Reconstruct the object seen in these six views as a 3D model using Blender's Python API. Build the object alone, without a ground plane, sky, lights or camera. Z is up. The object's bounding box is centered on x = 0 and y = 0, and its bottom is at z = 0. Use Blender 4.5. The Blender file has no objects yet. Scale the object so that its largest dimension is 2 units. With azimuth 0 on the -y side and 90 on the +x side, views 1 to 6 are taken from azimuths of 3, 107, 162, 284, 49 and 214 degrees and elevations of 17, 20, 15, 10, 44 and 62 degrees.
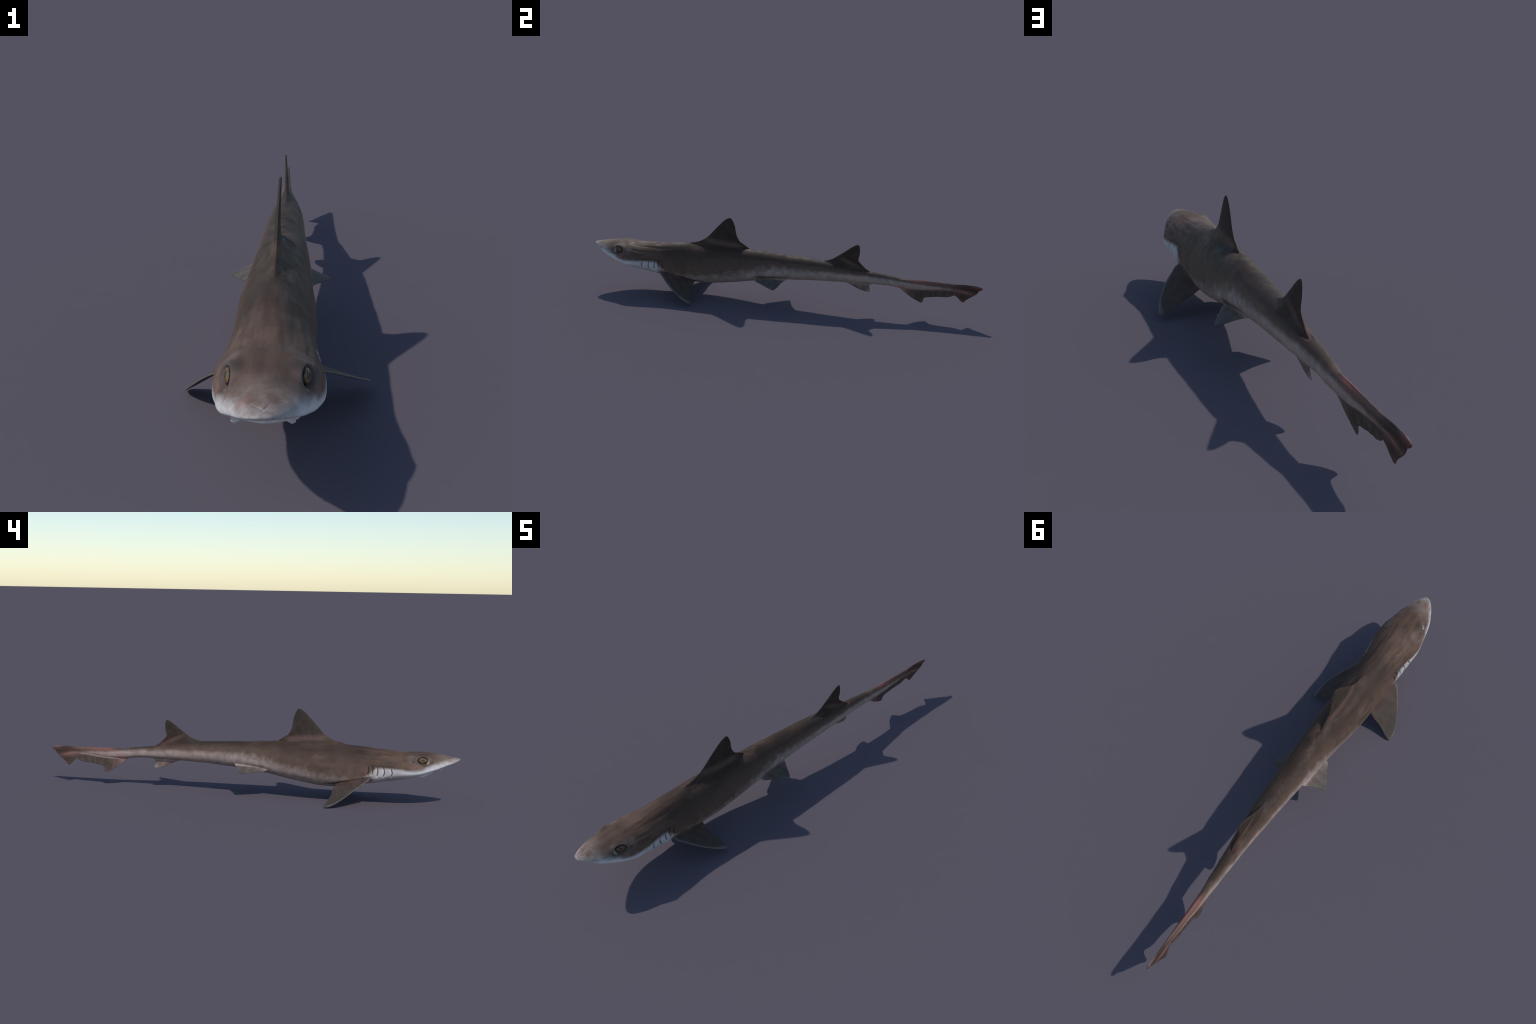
# A slender hound shark, built from anatomical profiles:
#   body  = loft of egg-shaped cross sections along the y axis (snout at -1, tail tip at +1)
#   fins  = lofts of thin aerofoil sections between a leading and a trailing edge
# The pieces are fused into one skin (voxel remesh + fillet smoothing), gills, eye sockets, mouth
# and creases are pressed into it, and the skin is then divided into its anatomical parts.
import bpy, math
import numpy as np
from mathutils import Vector

# ------------------------------------------------------------------ helpers
def pchip(x, y, xs):
    x = np.asarray(x, float); y = np.asarray(y, float); xs = np.asarray(xs, float)
    h = np.diff(x); d = np.diff(y) / h; m = np.zeros_like(y)
    w1 = 2 * h[1:] + h[:-1]; w2 = h[1:] + 2 * h[:-1]
    ok = d[:-1] * d[1:] > 0
    with np.errstate(all='ignore'):
        m[1:-1] = np.where(ok, (w1 + w2) / (w1 / d[:-1] + w2 / d[1:]), 0)
    m[0] = d[0]; m[-1] = d[-1]
    i = np.clip(np.searchsorted(x, xs) - 1, 0, len(x) - 2); t = np.clip((xs - x[i]) / h[i], 0, 1)
    return (y[i] * (1 + 2 * t) * (1 - t) ** 2 + h[i] * m[i] * t * (1 - t) ** 2
            + y[i + 1] * t * t * (3 - 2 * t) + h[i] * m[i + 1] * t * t * (t - 1))

def table(pairs):
    a = np.array(pairs, float)
    return lambda q: pchip(a[:, 0], a[:, 1], q)

def sstep(a, b, x):
    t = np.clip((x - a) / (b - a), 0, 1)
    return t * t * (3 - 2 * t)

def noise3(P, scale, seed):
    """smooth value noise made of a few random plane waves"""
    r = np.random.default_rng(seed)
    out = np.zeros(len(P))
    for _ in range(10):
        k = r.normal(size=3); k /= np.linalg.norm(k)
        out += np.sin((P @ k) * scale * r.uniform(.6, 1.6) + r.uniform(0, 6.28))
    return out / 10 ** .5

# ------------------------------------------------------------------ body profile along y
TOP = table([(-1.0, .2268), (-.995, .2283), (-.985, .2300), (-.95, .2358), (-.91, .2428), (-.87, .2478),
             (-.83, .2495), (-.79, .2477), (-.74, .2468), (-.68, .2505), (-.62, .2545), (-.55, .2615), (-.48, .2655),
             (-.40, .2675), (-.30, .2685), (-.20, .2670), (-.10, .2625), (0, .2548), (.10, .2502), (.20, .2450),
             (.25, .2410), (.30, .2355), (.35, .2290), (.40, .2210), (.45, .2120), (.50, .2036), (.58, .1932),
             (.63, .1850), (.70, .1835), (.80, .1825), (.90, .1795), (.965, .174)])
BOT = table([(-1.0, .2225), (-.995, .2185), (-.985, .2140), (-.95, .1990), (-.91, .1815), (-.87, .1630),
             (-.83, .1435), (-.79, .1313), (-.74, .1213), (-.68, .1100), (-.62, .0985), (-.55, .0870),
             (-.48, .0740), (-.42, .0675), (-.36, .0692), (-.30, .0768), (-.20, .0932), (-.10, .1121),
             (0, .1273), (.10, .1341), (.20, .1411), (.30, .1447), (.40, .1475), (.50, .1500), (.55, .1485),
             (.60, .1430), (.65, .1385), (.70, .1390), (.80, .1490), (.90, .1590), (.965, .169)])
WID = table([(-1.0, .0060), (-.997, .0135), (-.990, .0220), (-.978, .0315), (-.95, .0495), (-.91, .0680),
             (-.87, .0795), (-.83, .0870), (-.79, .0965), (-.74, .0990), (-.68, .0928), (-.62, .0888),
             (-.55, .0845), (-.48, .0825), (-.40, .0838), (-.30, .0805), (-.20, .0720), (-.10, .0665),
             (0, .0588), (.10, .0527), (.20, .0472), (.30, .0410), (.40, .0332), (.50, .0268), (.58, .0214),
             (.65, .0162), (.72, .0118), (.80, .0080), (.90, .0045), (.965, .0025)])
WZF = table([(-1.0, .40), (-.985, .22), (-.95, .15), (-.91, .125), (-.87, .155), (-.83, .215), (-.79, .275),
             (-.74, .31), (-.68, .285), (-.62, .25), (-.55, .28), (-.48, .32), (-.40, .36), (-.30, .345),
             (-.20, .32), (-.10, .32), (0, .38), (.10, .39), (.30, .40), (.50, .38), (.65, .40), (.965, .5)])
MID = table([(-1.0, .0015), (-.9, .0006), (-.8, .0030), (-.65, .0018), (-.5, .0015), (-.3, .0030), (-.1, .0065),
             (.1, .0070), (.25, .0088), (.4, .0075), (.5, .0043), (.58, .0025), (.65, .0008), (.75, -.0005),
             (.9, -.0015), (1.0, -.0030)])
EXP = table([(-1.0, 2.0), (-.95, 1.85), (-.91, 1.80), (-.87, 1.98), (-.83, 2.1), (-.74, 2.05), (-.68, 1.95),
             (-.62, 1.86), (-.30, 1.80), (-.20, 1.90), (0, 2.0), (.3, 2.1), (.965, 2.2)])

def section_params(y):
    top, bot, w, zf, xm, ex = (f(y) for f in (TOP, BOT, WID, WZF, MID, EXP))
    return top, bot, w, bot + (top - bot) * zf, xm, ex

def body_distance(P):
    """rough signed distance from the bare body (no fins)"""
    y = np.clip(P[:, 1], -1, .965)
    top, bot, w, zw, xm, ex = section_params(y)
    up = P[:, 2] > zw
    h = np.where(up, top - zw, zw - bot); e = np.where(up, ex, 2.0)
    u = np.abs(P[:, 0] - xm) / w; s = np.abs(P[:, 2] - zw) / np.maximum(h, 1e-4)
    r = (u ** e + s ** e) ** (1 / e)
    L = np.hypot(P[:, 0] - xm, P[:, 2] - zw)
    return L * (1 - 1 / np.maximum(r, 1e-3))

VERTS, FACES = [], []
def add_loft(rings):
    """closed tube through rings of equal point count, capped at both ends"""
    base = sum(len(v) for v in VERTS); n = len(rings[0]); m = len(rings)
    VERTS.append(np.concatenate(rings))
    for i in range(m - 1):
        for j in range(n):
            k = (j + 1) % n
            FACES.append((base + i * n + j, base + i * n + k, base + (i + 1) * n + k, base + (i + 1) * n + j))
    FACES.append(tuple(base + j for j in range(n))[::-1])
    FACES.append(tuple(base + (m - 1) * n + j for j in range(n)))

# ---- body tube
A = np.linspace(0, 2 * np.pi, 96, endpoint=False)
ys = np.concatenate([-1 + .1 * np.linspace(0, 1, 50) ** 2, np.linspace(-.9, .965, 240)[1:]])
rings = []
for y in ys:
    top, bot, w, zw, xm, ex = (float(v[0]) for v in section_params(np.array([y])))
    c, s = np.cos(A), np.sin(A)
    e = np.where(s > 0, ex, 2.0)
    X = xm + w * np.sign(c) * np.abs(c) ** (2 / e)
    Z = zw + np.where(s > 0, top - zw, zw - bot) * np.sign(s) * np.abs(s) ** (2 / e)
    rings.append(np.stack([X, np.full_like(X, y), Z], 1))
add_loft(rings)

# ---- fins
U = .5 - .5 * np.cos(np.linspace(0, np.pi, 40))
EDGE = .0013
def foil(le, te, thick, normal, flare=0.0, keen=1.0):
    """one aerofoil ring between the leading and trailing edge points"""
    t = EDGE * np.clip(np.minimum(U, 1 - U) * 30, 0, 1) ** .5 + (thick - EDGE) * np.sin(np.pi * U ** .62) ** keen + flare * np.sin(np.pi * U) ** 1.4
    t = np.maximum(t, 0)
    line = le[None] + (te - le)[None] * U[:, None]
    return np.concatenate([line + t[:, None] * normal, (line - t[:, None] * normal)[::-1][1:-1]])

def upright_fin(le, te, z0, z1, thick, flare, zbase, lean, n=60):
    """dorsal / anal fin: edges given as y over z"""
    f, b = table(sorted(le)), table(sorted(te))
    sgn = 1 if z1 > z0 else -1
    q = np.linspace(0, 1, n) ** .9
    for_rings = []
    for z in z0 + (z1 - z0) * q:
        yl, yt = float(f(np.array([z]))[0]), float(b(np.array([z]))[0])
        ym = .5 * (yl + yt)
        k = np.clip((z - zbase) / (z1 - zbase), 0, 1)
        th = thick * (1 - .55 * k)
        fl = flare * math.exp(-max(0, (z - zbase) * sgn) / .017)
        th = min(th, max(.0018, .33 * abs(yt - yl)))
        x = float(MID(np.array([min(ym, 1)]))[0]) + lean * k ** 1.5
        for_rings.append(foil(np.array([x, yl, z]), np.array([x, yt, z]), th, np.array([1., 0, 0]), fl,
                              1 + 1.6 * math.exp(-max(0, (z - zbase) * sgn) / .02)))
    add_loft(for_rings)

# first dorsal fin
upright_fin(le=[(.250, -.505), (.266, -.480), (.273, -.464), (.285, -.416), (.308, -.376), (.341, -.343), (.374, -.312),
                (.398, -.288), (.412, -.272), (.419, -.260), (.4225, -.251)],
            te=[(.250, -.120), (.266, -.143), (.284, -.172), (.299, -.198), (.309, -.2055), (.326, -.214), (.351, -.2195),
                (.370, -.2215), (.388, -.226), (.410, -.235), (.419, -.241), (.4225, -.247)],
            z0=.250, z1=.4225, thick=.0070, flare=.019, zbase=.266, lean=.006)
# second dorsal fin
upright_fin(le=[(.205, .150), (.235, .205), (.246, .232), (.250, .245), (.256, .267), (.264, .286), (.274, .300), (.296, .331),
                (.318, .360), (.330, .378), (.337, .390), (.340, .399)],
            te=[(.200, .485), (.209, .468), (.230, .437), (.251, .412), (.260, .407), (.268, .4055), (.297, .4115),
                (.318, .4115), (.331, .409), (.337, .406), (.340, .402)],
            z0=.205, z1=.340, thick=.0055, flare=.011, zbase=.232, lean=-.003)
# anal fin
upright_fin(le=[(.165, .295), (.150, .318), (.144, .330), (.139, .348), (.126, .378), (.109, .414), (.103, .436), (.101, .450)],
            te=[(.165, .500), (.150, .481), (.143, .469), (.130, .4605), (.118, .4635), (.106, .4655), (.102, .462), (.101, .457)],
            z0=.165, z1=.101, thick=.0045, flare=.006, zbase=.146, lean=-.004, n=40)

# caudal fin: vertical strips between upper and lower margin
CT = table([(.590, .184), (.625, .1835), (.645, .1862), (.724, .1863), (.79, .1852), (.869, .1832), (.922, .1852), (.969, .1857),
            (.985, .1825), (.995, .177), (1.0, .1735)])
CB = table([(.590, .146), (.603, .139), (.612, .132), (.632, .116), (.663, .0915), (.694, .0740), (.707, .0685), (.7155, .0670),
            (.7205, .0725), (.7235, .0880), (.729, .0955), (.742, .0995), (.776, .1058), (.800, .1085), (.829, .1095), (.845, .1128),
            (.857, .1180), (.868, .1243), (.881, .1185), (.897, .1015), (.905, .0940), (.911, .0915), (.917, .0945),
            (.924, .1025), (.935, .1130), (.960, .1310), (.978, .1470), (.986, .1610), (.993, .1650), (1.0, .1705)])
strips = []
for y in np.linspace(.592, 1.0, 260):
    zt, zb = float(CT(np.array([y]))[0]), float(CB(np.array([y]))[0])
    ragged = .0012 * math.sin(y * 900) * (1 if .73 < y < .86 else 0) + .0008 * math.sin(y * 1370) * (1 if .73 < y < .86 else 0)
    x = float(MID(np.array([y]))[0])
    th = .0042 - .0022 * np.clip((y - .62) / .38, 0, 1)
    curl = -.011 * np.clip((.145 - zb) / .07, 0, 1)
    strips.append(foil(np.array([x, y, zt]), np.array([x + curl, y, zb + ragged]), th, np.array([1., 0, 0])))
add_loft(strips)

def paired_fin(le, te, thick, bow, n=50):
    le, te = np.array(le), np.array(te)
    s = np.linspace(0, 1, len(le)); q = np.linspace(0, 1, n)
    L = np.stack([pchip(s, le[:, i], q) for i in range(3)], 1); T = np.stack([pchip(s, te[:, i], q) for i in range(3)], 1)
    out = []
    for i in range(n):
        j0, j1 = max(0, i - 1), min(n - 1, i + 1)
        span = .5 * (L[j1] + T[j1] - L[j0] - T[j0]); chord = T[i] - L[i]
        nrm = np.cross(chord, span); nrm /= np.linalg.norm(nrm) + 1e-9
        if nrm[2] < 0: nrm = -nrm
        th = max(.0018, min(thick * (1 - .72 * q[i]), .3 * np.linalg.norm(chord)))
        off = nrm * bow * math.sin(math.pi * q[i])
        out.append(foil(L[i] + off, T[i] + off, th, nrm))
    add_loft(out)

# pectoral fins (the one towards -x reaches the ground); the leading edge rides high, the trailing edge droops
paired_fin([(-.030, -.600, .142), (-.093, -.603, .124), (-.116, -.580, .107), (-.143, -.543, .079), (-.167, -.504, .048),
            (-.183, -.470, .0245), (-.191, -.441, .009), (-.192, -.423, .003)],
           [(-.020, -.440, .105), (-.074, -.437, .077), (-.090, -.4330, .064), (-.114, -.431, .0475), (-.140, -.424, .030),
            (-.164, -.415, .0135), (-.180, -.411, .0055), (-.188, -.412, .002)], .0046, .001)
paired_fin([(.030, -.600, .142), (.094, -.602, .127), (.121, -.576, .109), (.150, -.541, .087), (.174, -.499, .0625),
            (.190, -.463, .044), (.1985, -.434, .0295), (.200, -.418, .0225)],
           [(.020, -.430, .105), (.063, -.4285, .081), (.080, -.431, .070), (.107, -.427, .0565), (.143, -.417, .0395),
            (.172, -.408, .026), (.187, -.4045, .0220), (.196, -.406, .020)], .0046, .000)
# pelvic fins
paired_fin([(-.020, -.112, .142), (-.057, -.114, .131), (-.086, -.072, .1255), (-.111, -.030, .122), (-.121, -.010, .121), (-.124, -.003, .1205)],
           [(-.010, .062, .155), (-.046, .048, .147), (-.070, .028, .139), (-.098, .014, .129), (-.115, .008, .123), (-.122, .006, .121)], .0052, .001)
paired_fin([(.025, -.110, .140), (.064, -.111, .127), (.093, -.063, .117), (.115, -.020, .110), (.121, -.005, .1075), (.1225, .000, .107)],
           [(.010, .060, .143), (.036, .053, .135), (.066, .034, .1265), (.092, .023, .117), (.113, .014, .110), (.120, .010, .1075)], .0052, .001)

# ------------------------------------------------------------------ fuse into one skin
raw = bpy.data.meshes.new("skin_source")
raw.from_pydata(np.concatenate(VERTS).tolist(), [], FACES); raw.update()
src = bpy.data.objects.new("skin_source", raw); bpy.context.scene.collection.objects.link(src)
md = src.modifiers.new("fuse", 'REMESH'); md.mode = 'VOXEL'; md.voxel_size = .0014; md.adaptivity = 0
dg = bpy.context.evaluated_depsgraph_get()
fused = bpy.data.meshes.new_from_object(src.evaluated_get(dg))
NV, NF = len(fused.vertices), len(fused.polygons)
P = np.empty(NV * 3); fused.vertices.foreach_get("co", P); P = P.reshape(-1, 3)
LI = np.empty(len(fused.loops), int); fused.loops.foreach_get("vertex_index", LI)
assert len(LI) == NF * 4
Q = LI.reshape(-1, 4)
bpy.data.objects.remove(src); bpy.data.meshes.remove(raw); bpy.data.meshes.remove(fused)
# drop stray shells: keep vertices used by faces only
EA = np.concatenate([Q[:, 0], Q[:, 1], Q[:, 2], Q[:, 3]]); EB = np.concatenate([Q[:, 1], Q[:, 2], Q[:, 3], Q[:, 0]])
DEG = np.bincount(EA, minlength=NV) + np.bincount(EB, minlength=NV)

def relax(P, weight, times, lam=.55):
    for k in range(times * 2):
        l = lam if k % 2 == 0 else -lam * .92
        S = np.stack([np.bincount(EA, P[EB, i], NV) + np.bincount(EB, P[EA, i], NV) for i in range(3)], 1) / np.maximum(DEG, 1)[:, None]
        P = P + (l * weight)[:, None] * (S - P)
    return P

def normals(P):
    n = np.cross(P[Q[:, 2]] - P[Q[:, 0]], P[Q[:, 3]] - P[Q[:, 1]])
    V = np.stack([sum(np.bincount(Q[:, c], n[:, i], NV) for c in range(4)) for i in range(3)], 1)
    return V / (np.linalg.norm(V, axis=1)[:, None] + 1e-12)

P = relax(P, np.ones(NV), 3)
FB = body_distance(P)
fillet = (1 - sstep(.006, .018, FB)) * sstep(-.97, -.93, P[:, 1]) * (1 - sstep(.60, .64, P[:, 1]))
for _ in range(26):
    S = np.stack([np.bincount(EA, P[EB, i], NV) + np.bincount(EB, P[EA, i], NV) for i in range(3)], 1) / np.maximum(DEG, 1)[:, None]
    P = P + (.6 * fillet)[:, None] * (S - P)
# the backs of the dorsal fins run into the body in a long, soft sweep
FB = body_distance(P)
sweep = (1 - sstep(.010, .026, FB)) * (P[:, 2] > .2) * sstep(-.60, -.54, P[:, 1]) * (1 - sstep(.50, .54, P[:, 1]))
for _ in range(40):
    S = np.stack([np.bincount(EA, P[EB, i], NV) + np.bincount(EB, P[EA, i], NV) for i in range(3)], 1) / np.maximum(DEG, 1)[:, None]
    P = P + (.6 * sweep)[:, None] * (S - P)
FB = body_distance(P)

# ------------------------------------------------------------------ relief pressed into the skin
N = normals(P)
X, Y, Z = P.T.copy()
on_body = 1 - sstep(.004, .010, FB)
D = np.zeros(NV)
side = np.where(X > 0, 1, -1)
# eye sockets: flatten the skin to the plane of the eye and sink a ring
EYES = []
for sx, ex in ((-1, -.0650), (1, .0710)):
    c = np.array([ex, -.8385, .2195])
    n = np.array([sx * math.cos(.28), -math.sin(.28), 0]) * math.cos(.24) + np.array([0, 0, math.sin(.24)])
    n /= np.linalg.norm(n)
    t = np.cross([0, 0, 1.], n); t /= np.linalg.norm(t)       # along the head
    if t[1] > 0: t = -t
    u = np.cross(t, n); u = u if u[2] > 0 else -u
    EYES.append((c, n, t, u))
    R = P - c
    a, b, h = R @ t, R @ u, R @ n
    r = np.sqrt((a / .0250) ** 2 + (b / .0165) ** 2)
    near = (np.abs(h) < .03) & (r < 2.2)
    k = np.where(near, 1 - sstep(.95, 2.0, r), 0)
    target = -.0022 - .004 * np.exp(-((r - .92) / .16) ** 2) + .0022 * np.exp(-((r - 1.32) / .22) ** 2)
    P += (k * (target - h))[:, None] * n
N = normals(P); X, Y, Z = P.T.copy()
# gill slits: five short upright grooves, lips swollen between them
GILLS = [(-.697, .140, .176), (-.662, .138, .181), (-.634, .140, .183), (-.611, .143, .184), (-.591, .146, .179)]
for i, (gy, z0, z1) in enumerate(GILLS):
    lean = gy - .012 * np.sin(np.clip((Z - z0) / (z1 - z0), 0, 1) * np.pi) * (.5 if i < 2 else .3)
    span = sstep(z0 - .006, z0 + .006, Z) * (1 - sstep(z1 - .006, z1 + .006, Z))
    d = Y - lean
    D += -.0048 * np.exp(-(d / .0024) ** 2) * span * on_body * (1.25 - .12 * i)
    D += .0016 * np.exp(-((d - .012) / .008) ** 2) * span * on_body
hood = sstep(-.715, -.70, Y) * (1 - sstep(-.60, -.58, Y)) * np.exp(-((Z - .184) / .004) ** 2)
D += -.0018 * hood * on_body
# spiracles
for sx, c in ((-1, (-.0765, -.7945, .210)), (1, (.083, -.7965, .211))):
    r = np.linalg.norm((P - np.array(c)) / np.array([.012, .0062, .0045]), axis=1)
    D += -.004 * np.exp(-r ** 2) + .0012 * np.exp(-((r - 2) / .7) ** 2)
# snout crease (a little V on the tip) and paired dimples over the nose
for dx, dy in ((.55, 1), (-1.1, 1)):
    s = (Y + .985) / dy
    line = np.abs((X - .003) - dx * s * np.where(s > 0, 1, 0))
    D += -.0022 * np.exp(-(line / .0016) ** 2) * sstep(-.989, -.984, Y) * (1 - sstep(-.975, -.962, Y)) * (N[:, 2] > .2)
# nape: lengthwise folds either side of the back
for k, (off, amp, wd) in enumerate([(.040, .0016, .006), (.058, .0020, .005), (.022, .0009, .006)]):
    path = off * (1 + .22 * np.sin((Y + .75) * 9 + k)) * WID(np.clip(Y, -1, .96)) / .095
    win = sstep(-.79, -.74, Y) * (1 - sstep(-.62, -.54, Y)) * (N[:, 2] > .1)
    D += -amp * np.exp(-((np.abs(X) - path) / wd) ** 2) * win
D += .0022 * np.exp(-((Y + .805) / .022) ** 2) * (N[:, 2] > .3) * np.exp(-(X / .055) ** 2)
# flank: slanting muscle bands
D += .00022 * np.sin((Y + 1.1 * Z) * 2 * np.pi / .016) * sstep(-.50, -.44, Y) * (1 - sstep(-.26, -.18, Y)) * \
    np.exp(-((Z - .185) / .030) ** 2) * on_body
# dorsal fin bases: fin-ray ripples on the first, a notch under each free rear tip
base1 = sstep(-.40, -.37, Y) * (1 - sstep(-.27, -.24, Y)) * np.exp(-((Z - .291) / .014) ** 2)
D += .0004 * np.sin(Y * 2 * np.pi / .0075) * base1
for y0, y1, z0, z1 in ((-.205, -.140, .272, .2665), (.425, .470, .214, .2085)):
    zl = z0 + (z1 - z0) * (Y - y0) / (y1 - y0)
    D += -.0035 * np.exp(-((Z - zl) / .0022) ** 2) * sstep(y0 - .01, y0 + .02, Y) * (1 - sstep(y1 - .004, y1 + .008, Y))
# mouth: an arched cleft on the underside, lower jaw behind it
under = (N[:, 2] < .1) * on_body
arch = -.880 + 14.0 * X ** 2
mw = 1 - sstep(.052, .060, np.abs(X))
D += -.0055 * np.exp(-((Y - arch) / .0030) ** 2) * under * mw
D += (.0065 + .0050 * np.exp(-(X / .028) ** 2)) * np.exp(-np.clip(Y - arch - .004, 0, 1) / .030) * sstep(.002, .007, Y - arch) * under * mw
# nostrils
for sx in (-1, 1):
    r = np.hypot((X - sx * .045) / .012, (Y + .918) / .005)
    D += -.005 * np.exp(-r ** 2) * under
# caudal fin: rays in the lower lobe and a groove along the spine
rays = sstep(.66, .69, Y) * (1 - sstep(.83, .86, Y)) * (1 - sstep(.118, .130, Z))
D += .0005 * np.sin((Y * .9 + Z * .5) * 2 * np.pi / .0085) * rays
# general unevenness of skin
D += .00035 * noise3(P, 70, 3) * (1 - sstep(.02, .04, FB))
P = P + (D + .0011 * on_body * sstep(-1, -.96, Y))[:, None] * N
P = relax(P, on_body, 1)
# stand on the ground, keep the length exact
P[:, 2] -= P[:, 2].min()
y0, y1 = P[:, 1].min(), P[:, 1].max()
P[:, 1] = (P[:, 1] - y0) / (y1 - y0) * 2 - 1
N = normals(P)

# ------------------------------------------------------------------ materials (node expressions)
class Ex:
    """tiny wrapper: write shader math as python expressions"""
    def __init__(s, nt, sock): s.nt, s.k = nt, sock
    def op(s, o, *a, clamp=False):
        n = s.nt.nodes.new('ShaderNodeMath'); n.operation = o; n.use_clamp = clamp
        for i, v in enumerate((s,) + a):
            if isinstance(v, Ex): s.nt.links.new(v.k, n.inputs[i])
            else: n.inputs[i].default_value = v
        return Ex(s.nt, n.outputs[0])
    def __add__(s, o): return s.op('ADD', o)
    __radd__ = __add__
    def __sub__(s, o): return s.op('SUBTRACT', o)
    def __rsub__(s, o): return (s * -1.0) + o
    def __mul__(s, o): return s.op('MULTIPLY', o)
    __rmul__ = __mul__
    def abs(s): return s.op('ABSOLUTE')
    def max(s, o): return s.op('MAXIMUM', o)
    def min(s, o): return s.op('MINIMUM', o)
    def step(s, a, b, v0=0.0, v1=1.0):
        n = s.nt.nodes.new('ShaderNodeMapRange'); n.interpolation_type = 'SMOOTHSTEP'
        s.nt.links.new(s.k, n.inputs[0])
        for i, v in zip((1, 2, 3, 4), (a, b, v0, v1)):
            if isinstance(v, Ex): s.nt.links.new(v.k, n.inputs[i])
            else: n.inputs[i].default_value = v
        return Ex(s.nt, n.outputs[0])
    def bump(s, c, w):           # soft bell around c
        return (s - c).abs().step(0.0, w, 1.0, 0.0)
    def curve(s, pts, lo, hi, vlo, vhi):
        """piecewise curve through (input, value) points"""
        t = (s - lo) * (1.0 / (hi - lo))
        n = s.nt.nodes.new('ShaderNodeFloatCurve'); s.nt.links.new(t.k, n.inputs['Value'])
        c = n.mapping.curves[0]
        q = [((a - lo) / (hi - lo), (b - vlo) / (vhi - vlo)) for a, b in pts]
        c.points[0].location = q[0]; c.points[1].location = q[-1]
        for a in q[1:-1]: c.points.new(*a)
        n.mapping.update()
        return Ex(s.nt, n.outputs[0]) * (vhi - vlo) + vlo

def new_material(name, rough=.55):
    m = bpy.data.materials.new(name); m.use_nodes = True
    nt = m.node_tree; b = nt.nodes['Principled BSDF']
    b.inputs['Roughness'].default_value = rough
    b.inputs['Specular IOR Level'].default_value = .15
    return m, nt, b

def coords(nt):
    tc = nt.nodes.new('ShaderNodeTexCoord'); sp = nt.nodes.new('ShaderNodeSeparateXYZ')
    nt.links.new(tc.outputs['Object'], sp.inputs[0])
    return tc.outputs['Object'], Ex(nt, sp.outputs[0]), Ex(nt, sp.outputs[1]), Ex(nt, sp.outputs[2])

def tex_noise(nt, vec, scale, detail=4, stretch=(1, 1, 1), rough=.55, loc=(0, 0, 0)):
    mp = nt.nodes.new('ShaderNodeMapping'); nt.links.new(vec, mp.inputs[0])
    mp.inputs['Scale'].default_value = stretch; mp.inputs['Location'].default_value = loc
    n = nt.nodes.new('ShaderNodeTexNoise'); nt.links.new(mp.outputs[0], n.inputs['Vector'])
    n.inputs['Scale'].default_value = scale; n.inputs['Detail'].default_value = detail; n.inputs['Roughness'].default_value = rough
    return Ex(nt, n.outputs[0])

def mix(nt, f, a, b):
    n = nt.nodes.new('ShaderNodeMix'); n.data_type = 'RGBA'
    nt.links.new(f.k, n.inputs['Factor'])
    for v, k in ((a, 6), (b, 7)):
        if isinstance(v, tuple): n.inputs[k].default_value = (*v, 1)
        else: nt.links.new(v, n.inputs[k])
    return n.outputs[2]

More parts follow.
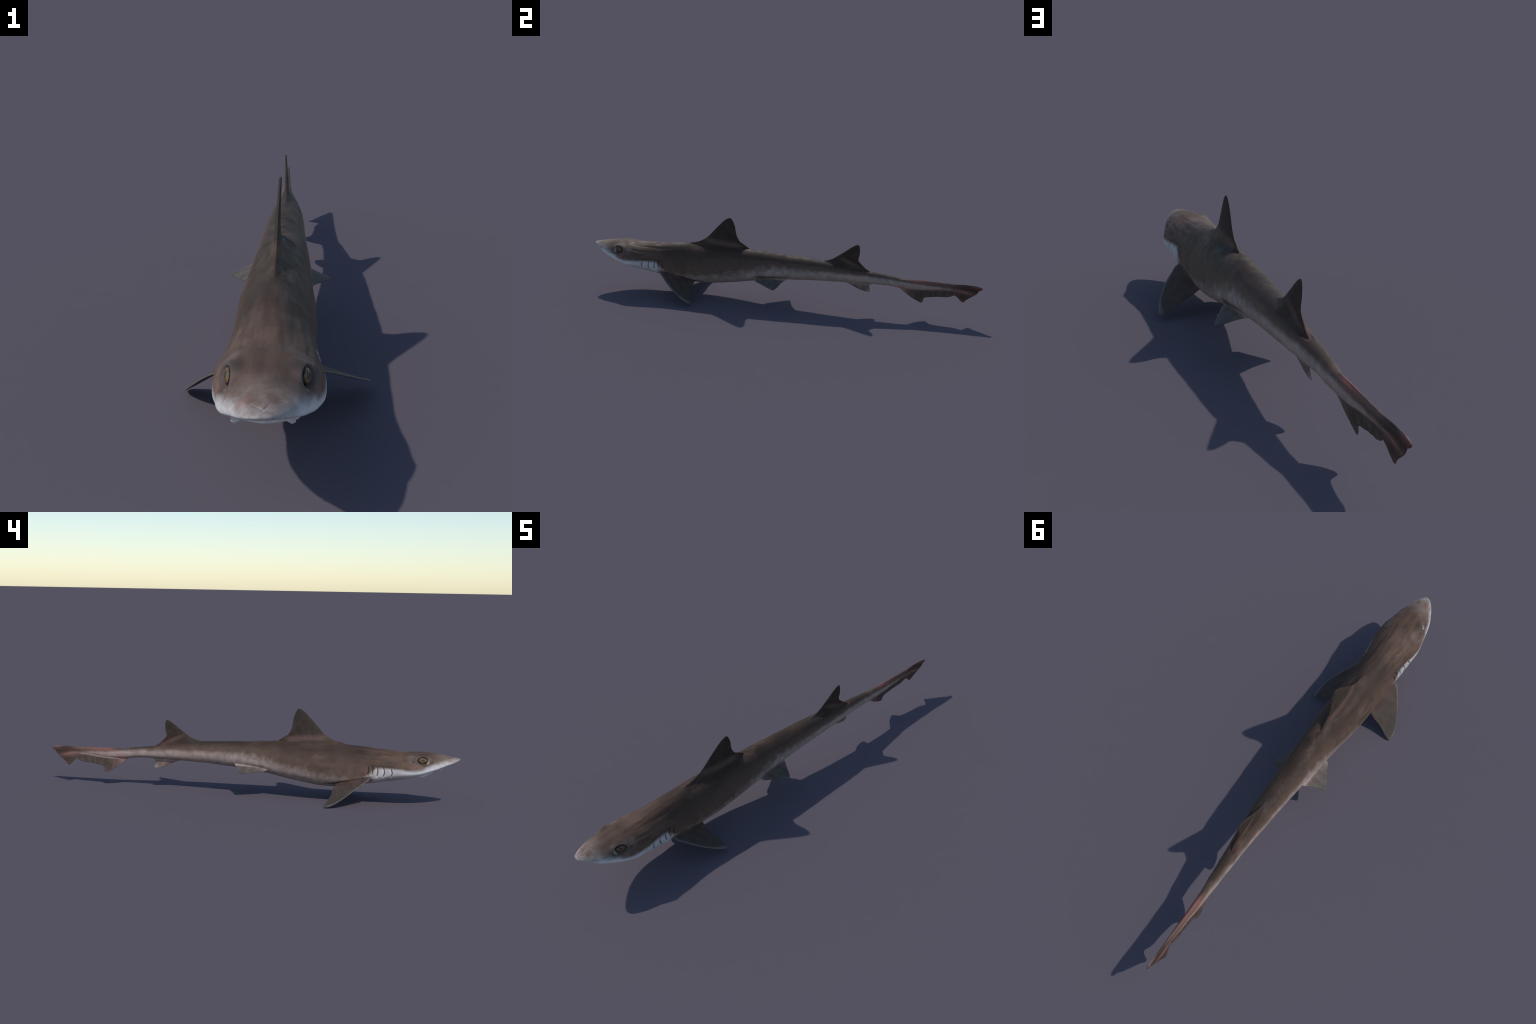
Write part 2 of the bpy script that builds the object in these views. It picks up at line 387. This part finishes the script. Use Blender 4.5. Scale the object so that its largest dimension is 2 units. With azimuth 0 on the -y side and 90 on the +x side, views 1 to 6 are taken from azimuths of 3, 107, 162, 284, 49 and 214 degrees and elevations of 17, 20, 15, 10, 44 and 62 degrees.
def skin_material():
    m, nt, bsdf = new_material("shark_skin", .5)
    vec, x, y, z = coords(nt)
    ax = x.abs()
    n_big = tex_noise(nt, vec, 9, 3)
    n_mid = tex_noise(nt, vec, 34, 5, loc=(3, 1, 2))
    n_str = tex_noise(nt, vec, 30, 4, stretch=(1, .16, 1), loc=(1, 5, 2))     # lengthwise streaks
    n_fine = tex_noise(nt, vec, 210, 3)
    # --- colour runs from dark back over tan flank to pale belly; border height follows the body
    border = y.curve([(-1.0, .221), (-.95, .214), (-.90, .203), (-.855, .188), (-.80, .173), (-.74, .176), (-.70, .178), (-.645, .178), (-.615, .162), (-.585, .138),
                      (-.54, .122), (-.45, .122), (-.36, .128), (-.27, .142), (-.17, .162), (-.10, .180), (-.03, .196), (.05, .199),
                      (.19, .199), (.29, .197), (.39, .193), (.49, .188), (.59, .180), (.69, .170), (.80, .163), (1.0, .150)], -1, 1, .1, .25)
    ridge = y.curve([(-1, .235), (-.83, .252), (-.62, .256), (-.4, .268), (-.2, .268), (0, .256), (.2, .246), (.4, .222), (.6, .192), (1, .185)],
                    -1, 1, .1, .3)
    soft = y.curve([(-1, .014), (-.93, .022), (-.86, .016), (-.8, .012), (-.7, .008), (-.55, .018), (-.3, .026), (-.1, .026), (.1, .016), (.5, .009), (1, .008)],
                   -1, 1, 0, .04)
    rise = (z - border + (n_str - .5) * .020 + (n_big - .5) * .012).op('DIVIDE', ridge - border)
    back = mix(nt, n_big.step(.35, .68), (0.0403, 0.0265, 0.0196), (0.0622, 0.0406, 0.0296))
    flank = mix(nt, n_mid.step(.3, .7), (0.1092, 0.0702, 0.0518), (0.1445, 0.0967, 0.0740))
    col = mix(nt, rise.step(.10, .95), flank, back)
    col = mix(nt, n_str.step(.46, .72) * .40, col, (0.1260, 0.0811, 0.0607))
    nape = y.step(-.53, -.68) * z.step(.15, .20)
    col = mix(nt, nape * .75, col, mix(nt, n_str.step(.35, .65), (0.0756, 0.0476, 0.0348), (0.1411, 0.0858, 0.0622)))
    crown = y.bump(-.805, .055) * z.step(.235, .245)
    col = mix(nt, crown * n_mid.step(.35, .6) * .5, col, (.128, .082, .052))
    snout = y.step(-.855, -.955)
    col = mix(nt, snout * .70, col, mix(nt, n_mid.step(.3, .7), (.215, .160, .130), (.315, .245, .207)))
    depth = border - z + (n_mid - .5) * soft * .9 + (n_big - .5) * .008 + (n_str - .5) * .010
    pale = depth.step(soft * -.9, soft * 1.0)
    belly = mix(nt, n_mid.step(.3, .75), (.275, .212, .185), (.40, .325, .292))
    head_white = y.step(-.56, -.64)
    belly = mix(nt, head_white * .85, belly, mix(nt, y.step(-.80, -.72) * n_mid.step(.25, .75, .5, 1.0), (.76, .75, .75), (.50, .46, .45)))
    tail_pink = y.step(.0, .25)
    belly = mix(nt, tail_pink * n_str.step(.30, .70) * .7, belly, (.46, .310, .262))
    spots = tex_noise(nt, vec, 55, 3, loc=(2, 8, 1)).step(.60, .72) * y.step(-.2, .1)
    belly = mix(nt, spots * .35, belly, (.40, .20, .155))
    col = mix(nt, pale, col, belly)
    # irregular darker and warmer clouds over the whole back
    cloud = tex_noise(nt, vec, 17, 6, stretch=(1, .45, 1), rough=.65, loc=(9, 3, 6))
    col = mix(nt, cloud.step(.52, .68) * (1.0 - pale) * .45, col, (.050, .034, .027))
    col = mix(nt, cloud.step(.46, .32) * (1.0 - pale) * .40, col, (.175, .108, .080))
    # --- fins
    d1 = (z + (n_mid - .5) * .006).step(.292, .306) * y.step(-.50, -.46) * y.step(.0, -.08)
    d2 = (z + (n_mid - .5) * .004 - (y - .35) * .25).step(.254, .268) * y.step(.15, .25) * y.step(.60, .50)
    fin_dark = mix(nt, n_mid.step(.3, .7), (.040, .031, .025), (.062, .048, .038))
    col = mix(nt, d1.max(d2) * .95, col, fin_dark)
    # the pectoral fins lie close to two slanting planes
    left = x.step(.01, -.01)
    plane = (z - (ax * -.6481 + y * -.3197 - .0131)) * left + (z - (ax * -.4317 + y * -.3078 - .0216)) * (1.0 - left)
    zone = y.step(-.625, -.600) * y.step(-.36, -.39)
    pec = (plane.abs().step(.018, .010) * ax.step(.052, .062)).max(ax.step(.090, .100)) * zone * z.step(.150, .128)
    pec_brown = mix(nt, n_mid.step(.3, .7), (.066, .047, .038), (.098, .071, .057))
    pec_brown = mix(nt, ax.step(.115, .175) * .7, pec_brown, (.066, .057, .048))
    col = mix(nt, pec, col, pec_brown)
    lead = (y - (ax - .095) * 1.55 + .600)                     # distance behind the leading edge, roughly
    edge = (y - ax.curve([(.09, -.603), (.115, -.580), (.14, -.545), (.165, -.508), (.183, -.468), (.19, -.44), (.20, -.415)], .09, .2, -.65, -.4)).step(.009, .001)
    col = mix(nt, edge * pec * .35, col, (.25, .22, .20))
    col = mix(nt, ax.step(.180, .193) * zone * .4, col, (.19, .185, .165))
    pel = ax.step(.046, .060) * y.step(-.125, -.09) * y.step(.10, .07) * z.step(.160, .147)
    pel_col = mix(nt, ax.step(.055, .095), mix(nt, n_mid.step(.35, .65), (.125, .090, .074), (.180, .136, .116)),
                  mix(nt, n_mid.step(.35, .7), (.080, .070, .059), (.112, .100, .084)))
    col = mix(nt, pel * .95, col, pel_col)
    # --- blood flush: dorsal fin bases, pectoral armpit, tail
    flush1 = (z - (y + .30) * -.10).bump(.287, .022) * y.step(-.42, -.36) * y.step(-.16, -.22)
    col = mix(nt, flush1 * .45, col, (.200, .122, .098))
    flush2 = (z + (y - .40) * .55).bump(.243, .018) * y.step(.30, .38) * y.step(.485, .45)
    col = mix(nt, flush2 * .60, col, (.062, .022, .026))
    pad2 = (z + (y - .40) * .40).bump(.232, .016) * y.bump(.36, .08)
    col = mix(nt, pad2 * .45, col, (.190, .125, .102))
    n_bl = tex_noise(nt, vec, 60, 5, loc=(4, 4, 9))
    arm = y.bump(-.49, .07) * plane.bump(.006, .020) * ax.step(.05, .065) * ax.step(.105, .085) * zone
    col = mix(nt, arm * n_bl.step(.38, .58) * .55, col, (.070, .028, .026))
    stain = y.bump(-.51, .06) * z.bump(.118, .022) * ax.step(.05, .065) * n_bl.step(.52, .60)
    col = mix(nt, stain * .35, col, (.36, .150, .110))
    arm2 = y.bump(-.578, .035) * z.bump(.160, .034) * ax.step(.05, .07)
    col = mix(nt, arm2 * n_mid.step(.30, .6) * .45, col, (.190, .088, .068))
    hook = z.bump(.184, .010) * y.step(-.715, -.70) * y.step(-.57, -.60) * ax.step(.05, .07)
    col = mix(nt, hook * .6, col, (.070, .050, .042))
    # --- caudal fin
    n_cau = tex_noise(nt, vec, 26, 5, stretch=(1, .35, 1), loc=(7, 2, 4))
    n_ray = tex_noise(nt, vec, 60, 2, stretch=(.2, 1, .35), loc=(1, 2, 4))
    low = y.curve([(.55, .13), (.65, .134), (.75, .140), (.85, .148), (.92, .13), (1, .10)], .55, 1, .05, .2)
    lower_lobe = y.step(.60, .66) * (z - low).step(.004, -.006)
    cau_dark = mix(nt, n_ray.step(.38, .62), (.078, .058, .046), (.122, .088, .072))
    col = mix(nt, lower_lobe, col, cau_dark)
    col = mix(nt, lower_lobe * y.step(.70, .63) * .6, col, (.235, .130, .110))
    upper = y.step(.63, .70) * (z - .171).step(-.006, .008)
    col = mix(nt, upper * .9, col, mix(nt, n_cau.step(.35, .65), (.168, .098, .080), (.250, .105, .086)))
    seam = (z - low).bump(.003, .007) * y.step(.74, .82) * y.step(.93, .88)
    col = mix(nt, seam * n_cau.step(.3, .6) * .7, col, (.170, .040, .045))
    end = y.step(.84, .92)
    col = mix(nt, end * .92, col, mix(nt, n_cau.step(.40, .62), (.062, .042, .034), (.165, .066, .056)))
    stripe = (z - (.150 - (y - .90) * .25)).bump(0.0, .008) * y.step(.80, .86) * y.step(.97, .92)
    col = mix(nt, stripe * n_cau.step(.35, .6) * .55, col, (.36, .190, .140))
    keel = y.step(.56, .62) * y.step(.68, .635) * z.bump(.146, .026) * n_bl.step(.45, .58)
    col = mix(nt, keel * .65, col, (.40, .120, .090))
    tip = z.step(.174, .183) * y.step(.93, .985)
    col = mix(nt, tip * .55, col, (.40, .23, .21))
    # anal fin: greyish pink with pale rear tip
    anal = z.step(.142, .132) * y.step(.30, .34) * y.step(.52, .49)
    col = mix(nt, anal * .85, col, mix(nt, n_mid.step(.4, .6), (.150, .096, .080), (.215, .160, .137)))
    col = mix(nt, anal * y.step(.438, .458) * z.step(.128, .108) * .8, col, (.30, .29, .275))
    # --- face: brow shadow patch, cheek blotch, dark nose spots, pink nose flush
    for sx in (-1, 1):
        r = ((x - sx * .055) * 45.0).op('POWER', 2.0) + ((y + .842) * 34.0).op('POWER', 2.0) + ((z - .242) * 70.0).op('POWER', 2.0)
        col = mix(nt, r.step(1.3, .1) * .65, col, (.062, .046, .038))
        r = ((x - sx * .017) * 72.0).op('POWER', 2.0) + ((y + .950) * 60.0).op('POWER', 2.0)
        col = mix(nt, (r + (n_mid - .5) * 1.6).step(1.25, .35) * z.step(.213, .221) * .55, col, (.135, .092, .072))
    r = ((y + .815) * 24.0).op('POWER', 2.0) + ((z - .186) * 75.0).op('POWER', 2.0)
    col = mix(nt, r.step(1.2, .2) * ax.step(.04, .06) * n_mid.step(.3, .55) * .7, col, (.235, .140, .105))
    blush = ((x + .030) * 75.0).op('POWER', 2.0) + ((y + .950) * 45.0).op('POWER', 2.0)
    col = mix(nt, blush.step(1.2, .1) * n_bl.step(.35, .6) * .4, col, (.33, .160, .135))
    halo = ((y + .820) * 19.0).op('POWER', 2.0) + ((z - .2230) * 40.0).op('POWER', 2.0)
    col = mix(nt, halo.step(1.5, .7) * ax.step(.03, .05) * z.step(.242, .234) * .20, col, (.28, .235, .22))
    eye_ring = ((y + .836) * 38.0).op('POWER', 2.0) + ((z - .2155) * 54.0).op('POWER', 2.0)
    col = mix(nt, eye_ring.step(1.3, .75) * ax.step(.03, .05) * .45, col, (.085, .060, .050))
    rim = ((y + .860) * 130.0).op('POWER', 2.0) + ((z - .215) * 75.0).op('POWER', 2.0)
    col = mix(nt, rim.step(1.2, .5) * ax.step(.03, .05) * .5, col, (.52, .46, .42))
    # scratch behind the head
    scr = ((x + .052) + (y + .665) * -.45 + (n_mid - .5) * .006).abs()
    col = mix(nt, scr.step(.0022, .0006) * y.bump(-.665, .024) * z.step(.19, .2) * .5, col, (.30, .19, .155))
    # --- fine grain
    g = n_fine.step(.25, .75, .90, 1.10)
    mul = nt.nodes.new('ShaderNodeVectorMath'); mul.operation = 'SCALE'
    nt.links.new(col, mul.inputs[0]); nt.links.new(g.k, mul.inputs['Scale'])
    nt.links.new(mul.outputs[0], bsdf.inputs['Base Color'])
    r = n_mid.step(.3, .7, .52, .70); nt.links.new(r.k, bsdf.inputs['Roughness'])
    bp = nt.nodes.new('ShaderNodeBump'); bp.inputs['Strength'].default_value = .12; bp.inputs['Distance'].default_value = .002
    nt.links.new(n_fine.k, bp.inputs['Height']); nt.links.new(bp.outputs[0], bsdf.inputs['Normal'])
    return m

def plain(name, c, rough=.5, noise=0.0, c2=None, scale=120):
    m, nt, b = new_material(name, rough)
    if c2 is None: b.inputs['Base Color'].default_value = (*c, 1)
    else:
        vec, x, y, z = coords(nt)
        nt.links.new(mix(nt, tex_noise(nt, vec, scale, 4).step(.35, .65), c, c2), b.inputs['Base Color'])
    return m

SKIN = skin_material()
M_EYE = plain("eye_black", (.010, .009, .010), .22)
M_IRIS = plain("iris_amber", (.085, .048, .024), .25, c2=(.27, .150, .070), scale=110)
M_PUPIL = plain("pupil_grey_green", (.036, .040, .037), .18, c2=(.085, .088, .078), scale=200)
M_GILL = plain("gill_dark_red", (.026, .015, .013), .5, c2=(.060, .022, .018), scale=150)
M_PALE = plain("pale_flesh", (.62, .60, .60), .5, c2=(.74, .71, .70), scale=90)
M_DARK = plain("spiracle_dark", (.030, .022, .020), .6)

# ------------------------------------------------------------------ split into anatomical parts
shark = bpy.data.objects.new("hound_shark", None)
bpy.context.scene.collection.objects.link(shark)
shark["label"] = "slender grey-brown hound shark with pale belly and reddish tail"
shark["category"] = "shark"

C = P[Q].mean(1)
fb = body_distance(C)
part = np.full(NF, 1)                                      # torso
part[C[:, 1] < -.585] = 0                                  # head to the last gill
part[C[:, 1] > .17] = 2                                    # tail stalk
part[C[:, 1] > .612] = 3                                   # caudal fin
off = fb > .004
part[off & (C[:, 1] > -.50) & (C[:, 1] < -.13) & (C[:, 2] > .262)] = 4
part[off & (C[:, 1] > .20) & (C[:, 1] < .48) & (C[:, 2] > .205)] = 5
part[off & (C[:, 1] > .30) & (C[:, 1] < .50) & (C[:, 2] < .150)] = 6
for k, s in ((7, -1), (8, 1)):
    part[off & (s * C[:, 0] > .04) & (C[:, 1] > -.63) & (C[:, 1] < -.37) & (C[:, 2] < .135)] = k
    part[off & (s * C[:, 0] > .03) & (C[:, 1] > -.14) & (C[:, 1] < .08) & (C[:, 2] < .155)] = k + 2
NAMES = ["head", "torso", "tail", "caudal_fin", "dorsal_fin", "dorsal_fin", "anal_fin",
         "pectoral_fin", "pectoral_fin", "pelvic_fin", "pelvic_fin"]
for k, name in enumerate(NAMES):
    q = Q[part == k]
    if not len(q): continue
    used = np.unique(q); remap = np.full(NV, -1); remap[used] = np.arange(len(used))
    me = bpy.data.meshes.new(name)
    me.vertices.add(len(used)); me.vertices.foreach_set("co", P[used].ravel())
    f = remap[q]
    me.loops.add(f.size); me.loops.foreach_set("vertex_index", f.ravel())
    me.polygons.add(len(f)); me.polygons.foreach_set("loop_start", np.arange(len(f)) * 4)
    me.update(calc_edges=True); me.validate()
    me.polygons.foreach_set("use_smooth", np.ones(len(me.polygons), bool))
    me.normals_split_custom_set_from_vertices(N[used].tolist())
    me.materials.append(SKIN)
    ob = bpy.data.objects.new(name, me); ob.parent = shark
    bpy.context.scene.collection.objects.link(ob)

# ------------------------------------------------------------------ small separate parts
def mesh_object(name, verts, faces, mat, parent=shark):
    me = bpy.data.meshes.new(name); me.from_pydata([tuple(v) for v in verts], [], faces); me.update()
    me.polygons.foreach_set("use_smooth", np.ones(len(me.polygons), bool)); me.materials.append(mat)
    ob = bpy.data.objects.new(name, me); ob.parent = parent
    bpy.context.scene.collection.objects.link(ob)
    return ob

def dome(c, n, t, u, ra, rb, h, skew=0.0, rings=14, seg=48):
    """lens cap standing on the plane through c, with a short skirt below it"""
    V = []; F = []
    for i in range(rings + 1):
        a = (i / rings) * math.pi * .62
        for j in range(seg):
            p = 2 * math.pi * j / seg
            V.append(c + n * (h * math.cos(a)) + t * (ra * math.sin(a) * math.cos(p)) + u * (rb * math.sin(a) * math.sin(p)))
    for i in range(rings):
        for j in range(seg):
            k = (j + 1) % seg
            F.append((i * seg + j, (i + 1) * seg + j, (i + 1) * seg + k, i * seg + k))
    F.append(tuple(rings * seg + j for j in range(seg))[::-1])
    return V, F

for c, n, t, u in EYES:
    eye = mesh_object("eye", *dome(c - n * .0045, n, t, u, .0222, .0150, .0052), M_EYE)
    mesh_object("iris", *dome(c - n * .0030 + u * .0006 - t * .0006, n, t, u, .0188, .0128, .0050), M_IRIS, eye)
    mesh_object("pupil", *dome(c - n * .0006 + u * .0016, n, t, u, .0098, .0088, .0033), M_PUPIL, eye)

# nearest skin point lookups for the dark gill strips and spiracle caps
def skin_point(y, z, s):
    sel = np.where((np.abs(P[:, 1] - y) < .003) & (np.abs(P[:, 2] - z) < .003) & (s * P[:, 0] > .03))[0]
    i = sel[np.argmin((P[sel, 1] - y) ** 2 + (P[sel, 2] - z) ** 2)]
    return P[i], N[i]

for s in (-1, 1):
    for i, (gy, z0, z1) in enumerate(GILLS):
        V = []; F = []; m = 14
        for j in range(m + 1):
            f = j / m; zz = z0 + .002 + (z1 - z0 - .004) * f
            yy = gy - .012 * math.sin(np.clip((zz - z0) / (z1 - z0), 0, 1) * math.pi) * (.5 if i < 2 else .3)
            p, nn = skin_point(yy, zz, s)
            out = np.array([s, 0, 0.]); w = (.0042 - .0004 * i) * math.sin(math.pi * (.08 + .84 * f)) ** .6
            base = np.array([p[0], yy, zz])
            for dy, dn in ((-w, -.0015), (0, .0024), (w, -.0015), (0, -.004)):
                V.append(base + np.array([0, dy, 0]) + out * dn)
            if j:
                a = (j - 1) * 4
                for q in range(4):
                    r = (q + 1) % 4
                    F.append((a + q, a + r, a + 4 + r, a + 4 + q))
        F.append((3, 2, 1, 0)); e = m * 4; F.append((e, e + 1, e + 2, e + 3))
        mesh_object("gill_dark_strip", V, F, M_GILL)  # solid dark strip added in the groove to stand for the open slit
    p, nn = skin_point(-.795, .2105, s)
    t = np.cross([0, 0, 1.], nn); t /= np.linalg.norm(t); u = np.cross(nn, t)
    mesh_object("spiracle_dark_cap", *dome(p - nn * .0012, nn, t, u, .0062, .0030, .0016, rings=6, seg=20), M_DARK)  # dark cap set in the dimple, standing for the opening
    # nasal flap hanging below each nostril
    V = []; F = []; m = 8; seg = 12
    for i in range(m + 1):
        f = i / m
        cx, cy, cz = s * (.040 + .008 * f), -.924 + .006 * f, .188 - .0125 * f
        w = .0075 * (1 - f) + .0036; th = .0022
        for j in range(seg):
            a = 2 * math.pi * j / seg
            V.append((cx + w * math.cos(a), cy + th * math.sin(a), cz + .002 * math.cos(a) * s))
        if i:
            b = (i - 1) * seg
            for j in range(seg):
                k = (j + 1) % seg; F.append((b + j, b + k, b + seg + k, b + seg + j))
    F.append(tuple(range(seg))[::-1]); F.append(tuple(m * seg + j for j in range(seg)))
    mesh_object("nasal_flap", V, F, M_PALE)
